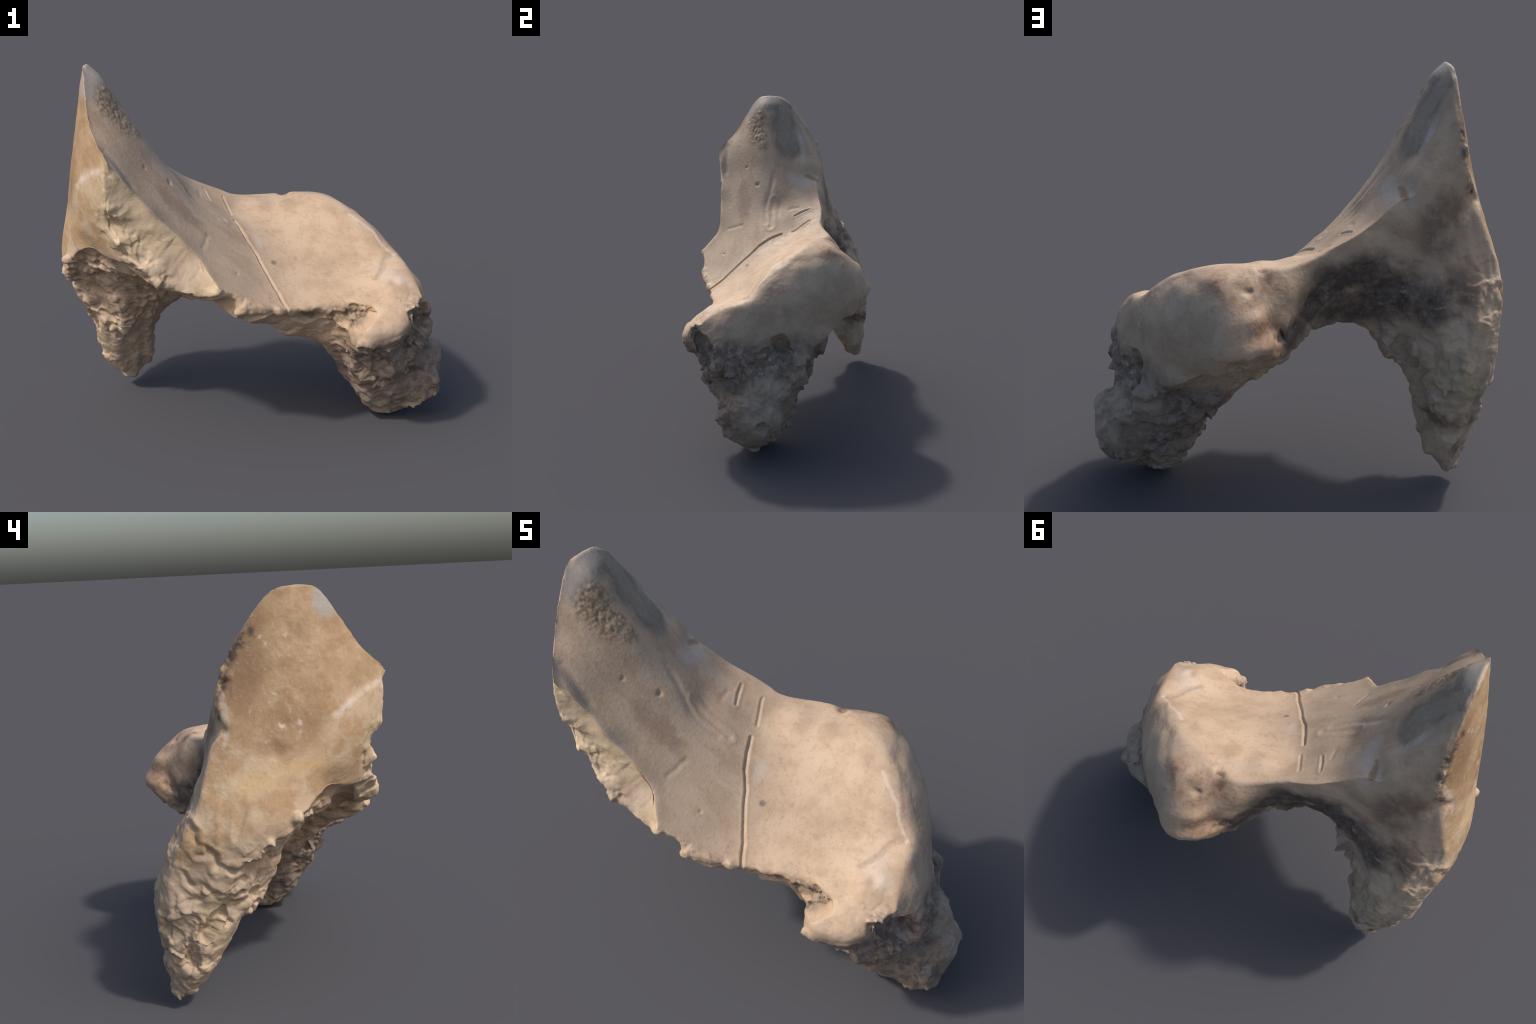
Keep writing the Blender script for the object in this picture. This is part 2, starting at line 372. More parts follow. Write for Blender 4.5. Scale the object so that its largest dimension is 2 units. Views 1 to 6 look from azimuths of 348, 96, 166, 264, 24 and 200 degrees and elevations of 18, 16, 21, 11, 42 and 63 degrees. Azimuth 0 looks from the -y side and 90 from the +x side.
def near_path(path, reach):
    """Vertices within reach of a polyline: their numbers, distances, closest points."""
    path = np.atleast_2d(np.array(path, float))
    ids = np.nonzero(((V > path.min(0) - reach) & (V < path.max(0) + reach)).all(1))[0]
    return (ids, *closest(V[ids], path))


def closest(p, path):
    best, at = np.full(len(p), 9.), np.zeros((len(p), 3))
    for a, b in zip(path[:-1], path[1:]) if len(path) > 1 else [(path[0], path[0])]:
        d = b - a
        t = np.clip((p - a) @ d / max(d @ d, 1e-9), 0, 1)
        q = a + t[:, None] * d
        r = np.linalg.norm(p - q, axis=1)
        m = r < best
        best[m], at[m] = r[m], q[m]
    return best, at


def scoop(path, radius, rough=0., seed=0, push=None):
    """Press a lumpy round tool into the bone: away from a path in the air, or along a push."""
    ids, r, p = near_path(path, radius * 1.7)
    v = V[ids]
    R = radius * (1 + rough * (noise(v, .9 / radius, seed) + .5 * noise(v, 2.1 / radius, seed + 1)))
    if push is None:
        s = r / R
        new = np.where(s < 1.25, np.maximum(s, 1) + .04 * np.exp(-((s - 1) / .12) ** 2), s)
        V[ids] = p + (v - p) / np.maximum(r, 1e-6)[:, None] * (new * R)[:, None]
    else:
        d = np.array(push, float) / np.linalg.norm(push)
        along = (v - p) @ d
        out = np.sqrt(np.maximum(R * R - np.maximum(r * r - along * along, 0), 0))
        facing = smoothstep(.3, -.1, NOW[ids] @ d)
        V[ids] += (np.maximum(out - along, 0) * (r < R) * facing)[:, None] * d


def press(centre, radius, depth):
    """Push in (depth > 0) or swell (depth < 0) with a soft brush."""
    ids, d, _ = near_path([centre], radius * 2)
    V[ids] -= (depth * np.exp(-(d / radius) ** 2 * 2))[:, None] * NOW[ids]


def engrave(path, width, depth, lip=0., wobble=0.):
    """Cut a narrow groove along a path on the surface; lip raises its banks."""
    path = np.array(path, float)
    ids, r, _ = near_path(path, width * 5 + wobble)
    if wobble:
        v = V[ids]
        r, _ = closest(v + wobble * np.stack([noise(v, 14, s) for s in (71, 72, 73)], -1), path)
    V[ids] -= (depth * np.exp(-(r / width) ** 2 * 2) - lip * np.exp(-((r - 1.9 * width) / width) ** 2 * 2))[:, None] * NOW[ids]


def region(*spots):
    """Soft union of ellipsoids (centre, radii) as a 0..1 mask."""
    m = np.zeros(count)
    for c, r in spots:
        d = np.sqrt((((V - c) / np.array(r)) ** 2).sum(1))
        m = np.maximum(m, 1 - smoothstep(.75, 1.2, d))
    return m


# round the head's rolled rim
def soften(mask, rounds):
    global V
    V = V + mask[:, None] * (relaxed(V, rounds) - V)


soften(region([(.26, -.32, .83), (.15, .12, .10)]), 80)
settle_on_surfaces()
settle_on_surfaces()
V = relaxed(V, 1)
soften(region([(.62, .0, .93), (.30, .50, .22)], [(.45, .38, .98), (.28, .24, .2)]), 40)
soften(region([(.46, .18, 1.12), (.20, .20, .10)], [(.66, -.10, .97), (.14, .24, .12)]), 70)

soften(region([(-.79, .19, 1.55), (.06, .05, .14)], [(-.82, .24, 1.36), (.06, .06, .14)], [(-.85, .29, 1.16), (.06, .07, .14)]), 25)

# the hollow under the broken shelf, and the big bays of the head
scoop([(-.72, -.30, .945), (-.62, -.31, .865), (-.50, -.33, .79), (-.38, -.34, .735)], .075, .2, 1)
NOW = normals()
for centre, radius, depth in [
        ((.48, .37, .66), .11, .045), ((.33, .34, .65), .10, .035), ((.62, .25, .50), .10, .030),      # under the head's rear lip
        ((.70, -.44, .51), .11, .045), ((.787, -.33, .32), .09, .035),                                 # foot, front side
        ((.34, -.335, .46), .11, .05), ((.347, -.10, .376), .10, .03),                                 # foot, inner side
        ((.925, -.15, .375), .10, -.05), ((.90, -.02, .40), .09, -.02), ((.85, -.29, .57), .09, -.03),  # ridge down to the toe
        ((.787, -.26, .785), .10, -.02), ((.52, .285, 1.055), .10, -.02), ((.56, .16, 1.055), .08, -.015),
        ((.04, .17, 1.105), .12, -.022), ((.18, .17, 1.113), .08, -.015), ((-.55, .15, 1.43), .09, -.022),
        ((-.31, -.03, 1.235), .12, .02), ((-.55, .456, .56), .10, -.035), ((-.46, .252, 1.26), .10, -.02),
        ((-.854, -.222, 1.04), .10, .03), ((-.84, .238, .533), .08, .03), ((-.333, -.292, .80), .12, .03)]:
    press(centre, radius, depth)                                   # broad sinking of the outer face
scoop([(.90, -.05, .56), (.87, .03, .60), (.845, .09, .60)], .10, .35, 2, (-1, -.1, .1))    # bay in it
soften(region([(.80, .02, .60), (.14, .18, .16)]), 3)
NOW = normals()
scoop([(.77, .055, .68), (.76, .055, .645)], .050, .3, 3, (-1, 0, .1))                       # deep window at its top
scoop([(.76, -.42, .68), (.80, -.36, .62)], .07, .4, 9, (-.8, .6, .2))                       # break at the front corner
scoop([(.36, -.45, .71), (.43, -.47, .72)], .068, .35, 4, (.3, 1, -.1))                      # notch behind the hooked lip
scoop([(.30, -.42, .57), (.345, -.42, .46)], .085, .3, 14, (.4, 1, .2))                      # the notch runs out below
scoop([(.16, -.42, .70), (.25, -.43, .69)], .042, .3, 5, (0, 1, .3))                         # small cave under the edge
scoop([(-.83, .29, .50), (-.81, .35, .42)], .045, .4, 6, (.8, .5, .1))                      # pockets between the shells of the leg
scoop([(-.79, .42, .32), (-.76, .42, .26)], .045, .35, 7, (1, .1, .1))
NOW = normals()
press((.97, -.04, .33), .10, -.006)                                                          # toe
scoop([(.985, -.05, .25), (.985, .0, .22)], .034, .4, 8, (-1, 0, .2))                        # pit in the toe
NOW = normals()
soften(region([(.84, .0, .58), (.14, .2, .2)], [(.34, -.45, .64), (.18, .12, .22)], [(-.62, -.2, .95), (.36, .22, .28)]), 8)
V = relaxed(V, 1)

def on_saddle(path):
    p = np.array(path, float)
    h = saddle_height(np.stack([p @ AX, p @ AY], -1)) - p @ FACING
    return p + h[:, None] * FACING


# --------------------------------------------------------------------------
# 5. Relief: crumbled bone, pits and breaks; the glossy faces stay smooth
# --------------------------------------------------------------------------
NOW = relaxed(normals(), 2)
NOW /= np.linalg.norm(NOW, axis=1, keepdims=True)
q = np.stack([V @ AX, V @ AY], -1)
on_dish = (smoothstep(-.02, .02, inside_distance(saddle_flat, q)) * smoothstep(.25, .5, NOW @ FACING)
           * (1 - smoothstep(.02, .05, abs(saddle_height(q) - V @ FACING))))
ragged = .05 * fractal(V, 5, 3, seed=11)
x, y, z = V.T

shelf = region([(-.74, -.46, 1.25), (.13, .13, .22)], [(-.58, -.48, 1.06), (.17, .13, .17)],
               [(-.40, -.51, .93), (.16, .11, .13)]) * smoothstep(.2, .55, -NOW[:, 1] + .2 * NOW[:, 0]) * (1 - on_dish)
leg = smoothstep(.86, .66, z + .35 * (y - .3) + ragged) * smoothstep(-.30, -.42, x)
leg_front = region([(-.74, .0, .72), (.30, .26, .42)]) * smoothstep(.0, .35, -NOW[:, 1] - .35 * NOW[:, 0] * 0)
leg_back = region([(-.72, .42, .88), (.16, .16, .28)], [(-.62, .47, .60), (.22, .2, .22)])
junction = region([(-.30, .27, .92), (.34, .12, .22)], [(-.05, .26, .88), (.26, .12, .13)], [(-.45, .3, .75), (.14, .14, .2)])
under = smoothstep(.15, .5, -NOW[:, 2]) * smoothstep(-.5, -.35, x) * smoothstep(.95, .8, z)
foot = smoothstep(.66, .54, z - .22 * x + .18 - .25 * (y + .2) * 0 + ragged) * smoothstep(.25, .4, x)
foot_end = region([(.93, -.04, .33), (.16, .17, .22)])
bay = region([(.80, .04, .60), (.10, .17, .14)], [(.80, -.28, .60), (.12, .12, .12)], [(.72, -.44, .70), (.08, .07, .09)])
notch = region([(.37, -.43, .70), (.10, .09, .08)])
edge = region([(-.20, -.52, .86), (.12, .08, .08)], [(-.05, -.50, .80), (.12, .08, .08)], [(.10, -.46, .73), (.12, .08, .08)],
              [(.25, -.44, .70), (.12, .08, .08)], [(.40, -.46, .68), (.07, .06, .06)]) * (1 - on_dish)
scar = region([(-.80, .17, 1.60), (.03, .03, .06)], [(-.795, .195, 1.53), (.03, .03, .06)], [(-.80, .21, 1.46), (.04, .03, .06)])
granular = region([(-.73, -.19, 1.72), (.08, .10, .10)], [(-.67, -.17, 1.62), (.07, .07, .07)]) * on_dish

def warp(amount, scale, seed):
    return V + amount * np.stack([fractal(V, scale, 2, seed=seed + k) for k in range(3)], -1)


def chips(p, scale, seed=0):
    """Broken facets: one tilted plane per scattered point."""
    p = p * scale
    base = np.floor(p).astype(np.int64)
    best, out = np.full(len(p), 99.), np.zeros(len(p))
    for dx in (-1, 0, 1):
        for dy in (-1, 0, 1):
            for dz in (-1, 0, 1):
                c = base + [dx, dy, dz]
                h, h2 = lattice(c[:, 0], c[:, 1], c[:, 2], seed), lattice(c[:, 0], c[:, 1], c[:, 2], seed + 99)
                d = p - c - np.stack([(h & 1023) / 1023, ((h >> 10) & 1023) / 1023, ((h >> 20) & 1023) / 1023], -1)
                tilt = np.stack([(h2 & 1023) / 511.5 - 1, ((h2 >> 10) & 1023) / 511.5 - 1, ((h2 >> 20) & 1023) / 511.5 - 1], -1)
                r = (d * d).sum(1)
                m = r < best
                best[m], out[m] = r[m], ((d * tilt).sum(1) + .8 * ((h2 >> 7 & 255) / 255 - .5))[m]
    return out


knobs = .5 - cells(warp(.05, 7, 3), 11, 5)
coarse = relaxed(chips(warp(.05, 6, 21), 8, 22)[:, None], 3)[:, 0]        # chips about 12 cm across
medium = relaxed(chips(warp(.03, 11, 25), 15, 26)[:, None], 2)[:, 0]      # and 6 cm
rock = fractal(V, 6, 4, .5, seed=8)
grain = fractal(V, 40, 2, seed=10)
pits = smoothstep(.32, .12, cells(V, 15, 12)) * smoothstep(-.05, .25, noise(V, 5, 13))
broken = .55 * coarse + .45 * medium + .5 * rock

height = np.zeros(count)
height += shelf * (.010 * broken + .006 * rock + .004 * knobs)
height += np.maximum(leg * .7, leg_front) * (.028 * broken + .010 * knobs) * (1 - .5 * leg_back)
height -= leg_front * .024 * pits
height += leg_back * (.016 * broken + .006 * knobs - .012 * pits)
height += junction * .018 * broken
height += under * (1 - leg) * .022 * broken
height += np.maximum(foot, foot_end * .5) * (.014 * broken + .024 * rock) * (1 - .4 * bay)
height += np.maximum(bay, notch) * (.026 * broken + .010 * rock) - bay * .016 * pits
height += edge * (.014 * broken + .008 * rock)
height += scar * (.012 * broken - .012 * pits) + granular * (.002 * medium + .003 * grain)
height += (1 - on_dish) * .004 * rock + .0010 * grain * (1 - .7 * on_dish)
height *= .45 + 1.1 * smoothstep(-.35, .35, fractal(V, 3.5, 2, seed=50))       # worn here, sharp there
V = V + height[:, None] * NOW

soften(region([(-.58, -.44, 1.26), (.10, .05, .12)], [(-.44, -.45, 1.10), (.10, .05, .10)], [(-.68, -.45, 1.40), (.07, .05, .1)]), 6)

# --- saddle: crack across it, short nicks, lengthwise grooves, pin holes ---
NOW = relaxed(normals(), 1)
NOW /= np.linalg.norm(NOW, axis=1, keepdims=True)
crack = on_saddle([(-.111, .008, 1.084), (-.094, -.064, 1.059), (-.071, -.134, 1.018), (-.037, -.196, .966),
                   (-.018, -.252, .921), (.015, -.324, .858), (.041, -.387, .809), (.067, -.46, .765)])
engrave(crack, .0075, .010, .001, .006)
engrave(crack[:3], .012, .006)
engrave(on_saddle([(-.118, .077, 1.097), (-.129, .122, 1.122), (-.141, .193, 1.166)]), .0075, .006, .001, .006)
engrave(on_saddle([(-.221, .088, 1.171), (-.239, .14, 1.198), (-.244, .184, 1.212)]), .0075, .006, .002, .01)
engrave(on_saddle([(-.28, .047, 1.21), (-.277, .109, 1.217)]), .018, .003)
engrave(on_saddle([(-.50, -.05, 1.39), (-.427, -.075, 1.328), (-.383, -.089, 1.281), (-.338, -.106, 1.233), (-.283, -.106, 1.183),
                   (-.221, -.1, 1.135)]), .024, .005)
engrave(on_saddle([(-.354, -.054, 1.259), (-.3, -.072, 1.207), (-.246, -.07, 1.162), (-.182, -.067, 1.116)]), .016, .005, .002)
engrave(on_saddle([(-.763, -.41, 1.555), (-.71, -.41, 1.46), (-.66, -.405, 1.38)]), .030, .005)
engrave(on_saddle([(-.322, -.365, 1.079), (-.304, -.324, 1.091), (-.287, -.272, 1.108)]), .018, .003)
# creases along the head's rim
engrave(on_saddle([(.553, .113, 1.063), (.608, .02, 1.025), (.64, -.045, .99)]), .018, .002, 0., .01)
engrave(on_saddle([(.687, -.138, .915), (.659, -.135, .912), (.621, -.18, .888), (.595, -.244, .866), (.551, -.294, .844)]),
        .020, .004, 0., .01)
for c, r, depth in [((-.46, -.173, 1.34), .010, .014), ((-.585, -.254, 1.432), .008, .006), ((-.168, -.379, .937), .007, .005),
                    ((.628, -.352, .849), .024, .012), ((.206, .308, 1.146), .022, .020), ((.172, .44, .863), .022, .016),
                    ((.198, .475, .88), .018, .012), ((.30, .40, 1.085), .016, .010), ((.285, .40, 1.09), .010, .008),
                    ((.732, .044, .865), .010, .006), ((-.56, .37, .88), .018, .016), ((-.847, .227, 1.307), .018, .012),
                    ((-.44, .30, .66), .034, .040), ((-.91, -.02, 1.33), .02, .008), ((-.93, .02, 1.22), .03, .010),
                    ((-.77, -.44, 1.21), .045, .030), ((-.60, -.47, 1.08), .018, .012)]:
    press(c, r * 1.6, depth)
# stepped ledges where the outer face breaks up towards the leg
ledge = [(-.90, .40, .93), (-.905, .375, .85), (-.93, .31, .79), (-.94, .26, .74), (-.93, .20, .72)]
engrave(ledge, .022, .016, .004, .06)
engrave([(-.87, .42, .70), (-.88, .36, .66), (-.88, .30, .62)], .022, .012, .003, .06)
engrave([(-.82, .45, .52), (-.83, .38, .48), (-.80, .32, .44)], .022, .012, .003, .06)
V[:, 2] = np.where(V[:, 2] < .05, .05 - .043 * np.tanh((.05 - V[:, 2]) / .043), V[:, 2])      # worn flat where it stands

# --------------------------------------------------------------------------
# 6. Material: one weathered bone, stained where the real surface is stained
# --------------------------------------------------------------------------
class Nodes:
    def __init__(self, tree):
        self.t = tree

    def new(self, kind, **values):
        n = self.t.nodes.new("ShaderNode" + kind)
        for k, v in values.items():
            if k.startswith("in_"):
                k = k[3:]
                sock = n.inputs[int(k)] if k.isdigit() else n.inputs[k.replace("_", " ")]
                if isinstance(v, bpy.types.NodeSocket):
                    self.t.links.new(v, sock)
                else:
                    sock.default_value = v
            else:
                setattr(n, k, v)
        return n

    def math(self, op, a, b=0., clamp=False):
        if op == "MULTIPLY" and 0. in (a if isinstance(a, float) else 1, b if isinstance(b, float) else 1):
            return 0.
        if op == "MAXIMUM" and isinstance(a, float) and a == 0.:
            return b
        if op == "MAXIMUM" and isinstance(b, float) and b == 0.:
            return a
        return self.new("Math", operation=op, use_clamp=clamp, in_0=a, in_1=b).outputs[0]

    def vec(self, op, a, b):
        n = self.new("VectorMath", operation=op, in_0=a, in_1=b)
        return n.outputs["Value"] if op in ("LENGTH", "DISTANCE", "DOT_PRODUCT") else n.outputs[0]

    def step(self, x, lo, hi, to0=0., to1=1.):
        return self.new("MapRange", interpolation_type="SMOOTHSTEP", in_0=x, in_1=lo, in_2=hi, in_3=to0, in_4=to1).outputs[0]

    def noise(self, where, scale, detail=4., rough=.55):
        return self.new("TexNoise", in_Vector=where, in_Scale=scale, in_Detail=detail, in_Roughness=rough).outputs[0]

    def far(self, centre, radii):
        """A stain that cannot reach this part is left out of its material."""
        lo, hi = self.box
        return any(c + 1.4 * r + .08 < a or c - 1.4 * r - .08 > b for c, r, a, b in zip(centre, radii, lo, hi))

    def spot(self, where, centre, radii, soft=.35):
        if self.far(centre, radii if isinstance(radii, tuple) else (radii,) * 3):
            return 0.
        d = self.vec("DIVIDE", self.vec("SUBTRACT", where, centre), radii if isinstance(radii, tuple) else (radii,) * 3)
        return self.step(self.vec("LENGTH", d, (0, 0, 0)), 1 + soft, 1 - soft)

    def spots(self, where, items, soft=.35):
        out = 0.
        for c, r in items:
            out = self.math("MAXIMUM", out, self.spot(where, c, r, soft))
        return out

    def trail(self, where, path, width, soft=.5):
        """Soft stripe along a polyline."""
        out = None
        for a, b in zip(path[:-1], path[1:]):
            a, b = Vector(a), Vector(b)
            if self.far((a + b) / 2, [abs(i - j) / 2 + width * 2 for i, j in zip(a, b)]):
                continue
            d = b - a
            t = self.math("DIVIDE", self.vec("DOT_PRODUCT", self.vec("SUBTRACT", where, a), d), d.length_squared, True)
            near = self.new("VectorMath", operation="SCALE", in_0=d).outputs[0].node
            self.t.links.new(t, near.inputs["Scale"])
            p = self.vec("ADD", near.outputs[0], a)
            r = self.vec("DISTANCE", where, p)
            out = r if out is None else self.math("MINIMUM", out, r)
        return 0. if out is None else self.step(out, width * (1 + soft), width * (1 - soft))

    def mix(self, fac, a, b):
        if isinstance(fac, float) and fac == 0.:
            return a
        n = self.new("Mix", data_type="RGBA", in_0=fac)
        for i, v in ((6, a), (7, b)):
            if isinstance(v, bpy.types.NodeSocket):
                self.t.links.new(v, n.inputs[i])
            else:
                n.inputs[i].default_value = (*v, 1)
        return n.outputs[2]


def bone_material(name, box):
    mat = bpy.data.materials.new(name + "_bone")
    mat.use_nodes = True
    g = Nodes(mat.node_tree)
    g.box = box
    bsdf = mat.node_tree.nodes["Principled BSDF"]
    P = g.new("TexCoord").outputs["Object"]
    wob = g.new("TexNoise", in_Vector=P, in_Scale=7., in_Detail=4., in_Roughness=.6).outputs[1]
    W = g.vec("ADD", P, g.new("VectorMath", operation="MULTIPLY_ADD", in_0=wob, in_1=(.14,) * 3, in_2=(-.07,) * 3).outputs[0])
    fine = g.new("TexNoise", in_Vector=P, in_Scale=26., in_Detail=3., in_Roughness=.6).outputs[1]
    F = g.vec("ADD", P, g.new("VectorMath", operation="MULTIPLY_ADD", in_0=fine, in_1=(.03,) * 3, in_2=(-.015,) * 3).outputs[0])
    N = g.new("NewGeometry").outputs["Normal"]
    big, mid, small, speck = g.noise(P, 3.2, 5), g.noise(P, 9, 5), g.noise(P, 28, 4, .6), g.noise(P, 70, 2, .6)
    # streaks running along the saddle
    S = g.new("CombineXYZ", in_0=g.math("MULTIPLY", g.vec("DOT_PRODUCT", W, (.62, 0, -.78)), 1.6),
              in_1=g.math("MULTIPLY", g.vec("DOT_PRODUCT", W, (0, 1, 0)), 13.), in_2=g.math("MULTIPLY", g.vec("DOT_PRODUCT", W, (.78, 0, .62)), 13.)).outputs[0]
    streak = g.noise(S, 1., 5, .6)

    # clean bone: cream to tan, mottled
    c = g.mix(g.step(mid, .35, .68), (.57, .415, .285), (.475, .33, .215))
    c = g.mix(g.math("MULTIPLY", g.step(small, .52, .72), .45), c, (.40, .265, .165))
    c = g.mix(g.math("MULTIPLY", g.step(big, .55, .75), .5), c, (.60, .455, .34))

    # saddle on the blade side: greyer, streaked
    grey = g.spots(W, [((-.45, -.15, 1.32), (.42, .45, .34)), ((-.68, -.10, 1.62), (.20, .36, .32)), ((-.20, -.28, 1.02), (.24, .30, .20))], .6)
    facing = g.step(g.vec("DOT_PRODUCT", N, (.6, -.2, .75)), .05, .35)
    grey = g.math("MULTIPLY", g.math("MULTIPLY", grey, facing), g.step(big, .3, .6, .55, .95))
    c = g.mix(grey, c, g.mix(g.step(streak, .38, .66), (.50, .375, .265), (.40, .28, .185)))
    # olive-grey dirt and painted-in shading near the tip, granular brown patch, brown streaks
    dirt_shading = g.spots(W, [((-.70, .0, 1.72), (.09, .10, .15)), ((-.62, .03, 1.58), (.10, .085, .12)), ((-.76, -.02, 1.82), (.07, .10, .07))], .4)
    c = g.mix(g.math("MULTIPLY", dirt_shading, .8), c, g.mix(g.step(streak, .4, .65), (.25, .22, .18), (.15, .125, .10)))
    tip = g.spots(F, [((-.79, -.22, 1.83), (.07, .10, .09)), ((-.80, -.10, 1.87), (.05, .08, .05))])
    c = g.mix(g.math("MULTIPLY", tip, g.math("MULTIPLY", facing, .8)), c, (.36, .32, .28))
    gran = g.spots(F, [((-.72, -.19, 1.72), (.085, .085, .09)), ((-.675, -.17, 1.63), (.07, .07, .07)), ((-.63, -.13, 1.56), (.05, .05, .05))])
    c = g.mix(g.math("MULTIPLY", gran, g.step(small, .3, .6, .55, 1.)), c, g.mix(g.step(speck, .4, .6), (.22, .155, .095), (.36, .27, .175)))
    stripe = g.trail(W, [(-.50, -.27, 1.32), (-.42, -.26, 1.22), (-.36, -.25, 1.14)], .035, .7)
    c = g.mix(g.math("MULTIPLY", stripe, .6), c, (.30, .20, .145))
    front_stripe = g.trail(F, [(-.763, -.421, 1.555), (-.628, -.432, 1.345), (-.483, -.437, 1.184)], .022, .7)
    c = g.mix(g.math("MULTIPLY", front_stripe, .6), c, (.28, .235, .20))
    # bluish-white scrape on the blade's rear rim, brown flame beside it
    scrape = g.trail(F, [(-.70, .09, 1.68), (-.655, .115, 1.61), (-.61, .127, 1.545), (-.56, .135, 1.45), (-.53, .19, 1.385), (-.52, .25, 1.33)], .016, .6)
    c = g.mix(g.math("MULTIPLY", scrape, g.step(mid, .38, .6, .2, .75)), c, (.52, .47, .42))
    haze = g.spots(W, [((-.46, .12, 1.33), (.05, .10, .10))], .6)
    c = g.mix(g.math("MULTIPLY", haze, .5), c, (.50, .47, .45))
    flame = g.trail(F, [(-.50, .15, 1.375), (-.492, .222, 1.352)], .016)
    c = g.mix(g.math("MULTIPLY", flame, .8), c, (.27, .17, .10))
    pale = g.spots(F, [((-.017, -.10, 1.00), (.022, .06, .05)), ((.61, -.27, .86), (.06, .06, .05)), ((.66, -.34, .85), (.05, .05, .04)),
                       ((.494, .37, 1.053), (.03, .03, .05)), ((.66, .33, .86), (.05, .06, .10))], .5)
    c = g.mix(g.math("MULTIPLY", pale, .4), c, (.60, .52, .45))
    line = g.trail(F, [(.50, .05, 1.09), (.545, .0, 1.058), (.60, -.04, 1.02), (.64, -.09, .965), (.69, -.14, .913)], .009)
    c = g.mix(g.math("MULTIPLY", line, .7), c, (.66, .54, .43))
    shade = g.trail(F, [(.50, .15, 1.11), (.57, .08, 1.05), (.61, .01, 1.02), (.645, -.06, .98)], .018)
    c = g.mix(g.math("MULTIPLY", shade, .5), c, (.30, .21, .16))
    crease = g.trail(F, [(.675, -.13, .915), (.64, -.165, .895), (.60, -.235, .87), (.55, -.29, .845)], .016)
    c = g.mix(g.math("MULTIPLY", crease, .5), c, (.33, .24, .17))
    dot = g.spots(P, [((.046, -.205, .924), .014)], .5)
    c = g.mix(g.math("MULTIPLY", dot, .85), c, (.20, .165, .14))

    # head: greyer wall, warm brown stain round the back hollow
    wall = g.math("MULTIPLY", g.spots(W, [((.72, .02, .78), (.22, .55, .20)), ((.55, .33, .92), (.16, .20, .22))], .3),
                  g.step(g.vec("DOT_PRODUCT", N, (.85, .45, .0)), .2, .6))
    c = g.mix(g.math("MULTIPLY", wall, .8), c, g.mix(g.step(mid, .35, .65), (.47, .36, .26), (.37, .27, .19)))
    warm = g.spots(W, [((.27, .39, 1.08), (.13, .11, .09)), ((.22, .48, .90), (.13, .10, .10)), ((.40, .36, 1.10), (.07, .09, .06))], .5)
    c = g.mix(g.math("MULTIPLY", warm, g.step(mid, .3, .6, .45, .9)), c, g.mix(g.step(small, .4, .65), (.40, .25, .155), (.24, .135, .08)))
    hollow = g.spots(F, [((.206, .308, 1.145), .022), ((.20, .34, 1.12), (.03, .03, .035))], .6)
    c = g.mix(g.math("MULTIPLY", hollow, .8), c, (.14, .075, .055))

    # outer face of the blade: honey brown, paler and yellower below
    out = g.step(g.vec("DOT_PRODUCT", N, (-.95, -.15, .1)), .35, .65)
    left = g.math("MULTIPLY", out, g.spot(W, (-.90, .0, 1.25), (.28, .75, .75), .2))
    c = g.mix(left, c, g.mix(g.step(mid, .35, .65), (.42, .285, .165), (.335, .21, .115)))
    lower = g.math("MULTIPLY", out, g.spots(W, [((-.92, .10, 1.02), (.2, .45, .22)), ((-.86, -.32, 1.28), (.14, .16, .16))], .4))
    c = g.mix(g.math("MULTIPLY", lower, .8), c, g.mix(g.step(mid, .4, .62), (.53, .40, .275), (.43, .285, .16)))
    brown = g.math("MULTIPLY", out, g.spots(W, [((-.90, -.09, 1.34), (.1, .12, .07)), ((-.93, .03, 1.235), (.1, .09, .04)), ((-.84, .12, 1.62), (.1, .09, .20)),
                                                ((-.93, .0, .86), (.1, .10, .06))], .6))
    c = g.mix(g.math("MULTIPLY", brown, .6), c, (.26, .155, .085))
    ochre = g.math("MULTIPLY", out, g.spots(W, [((-.94, -.10, 1.16), (.1, .14, .035)), ((-.93, .10, 1.10), (.1, .10, .05))], .7))
    c = g.mix(g.math("MULTIPLY", ochre, .6), c, (.50, .34, .16))
    flecks = g.math("MULTIPLY", g.math("MULTIPLY", left, g.spots(W, [((-.86, .06, 1.68), (.1, .13, .09)), ((-.92, .0, 1.38), (.1, .14, .12))], .4)),
                    g.step(g.noise(P, 30, 2, .5), .58, .74))
    c = g.mix(g.math("MULTIPLY", flecks, .6), c, (.60, .49, .40))
    chalk = g.trail(F, [(-.80, -.45, 1.46), (-.855, -.374, 1.441), (-.879, -.317, 1.401), (-.905, -.24, 1.345)], .020, .6)
    c = g.mix(g.math("MULTIPLY", chalk, g.step(small, .35, .6, .4, .95)), c, (.62, .49, .41))
    glassy = g.math("MULTIPLY", out, g.spots(F, [((-.86, -.22, 1.82), (.06, .06, .07))], .4))
    c = g.mix(g.math("MULTIPLY", glassy, .85), c, (.34, .31, .28))

    # fresh breaks: cream shelf
    shelf = g.math("MULTIPLY", g.spots(W, [((-.74, -.46, 1.25), (.14, .13, .24)), ((-.58, -.48, 1.06), (.18, .13, .18)), ((-.38, -.52, .93), (.17, .10, .11))], .2),
                   g.step(g.vec("DOT_PRODUCT", N, (-.1, -1, -.2)), .25, .6))
    c = g.mix(shelf, c, g.mix(g.step(mid, .35, .65), (.63, .485, .325), (.49, .37, .24)))

    # crumbling leg: pale buff with mauve, olive and umber stains
    leg = 0. if box[0][0] > -.25 else g.math("MULTIPLY", g.step(g.math("ADD", g.vec("DOT_PRODUCT", W, (0, .35, 1)), 0.), .99, .83), g.step(g.vec("DOT_PRODUCT", W, (1, 0, 0)), -.30, -.42))
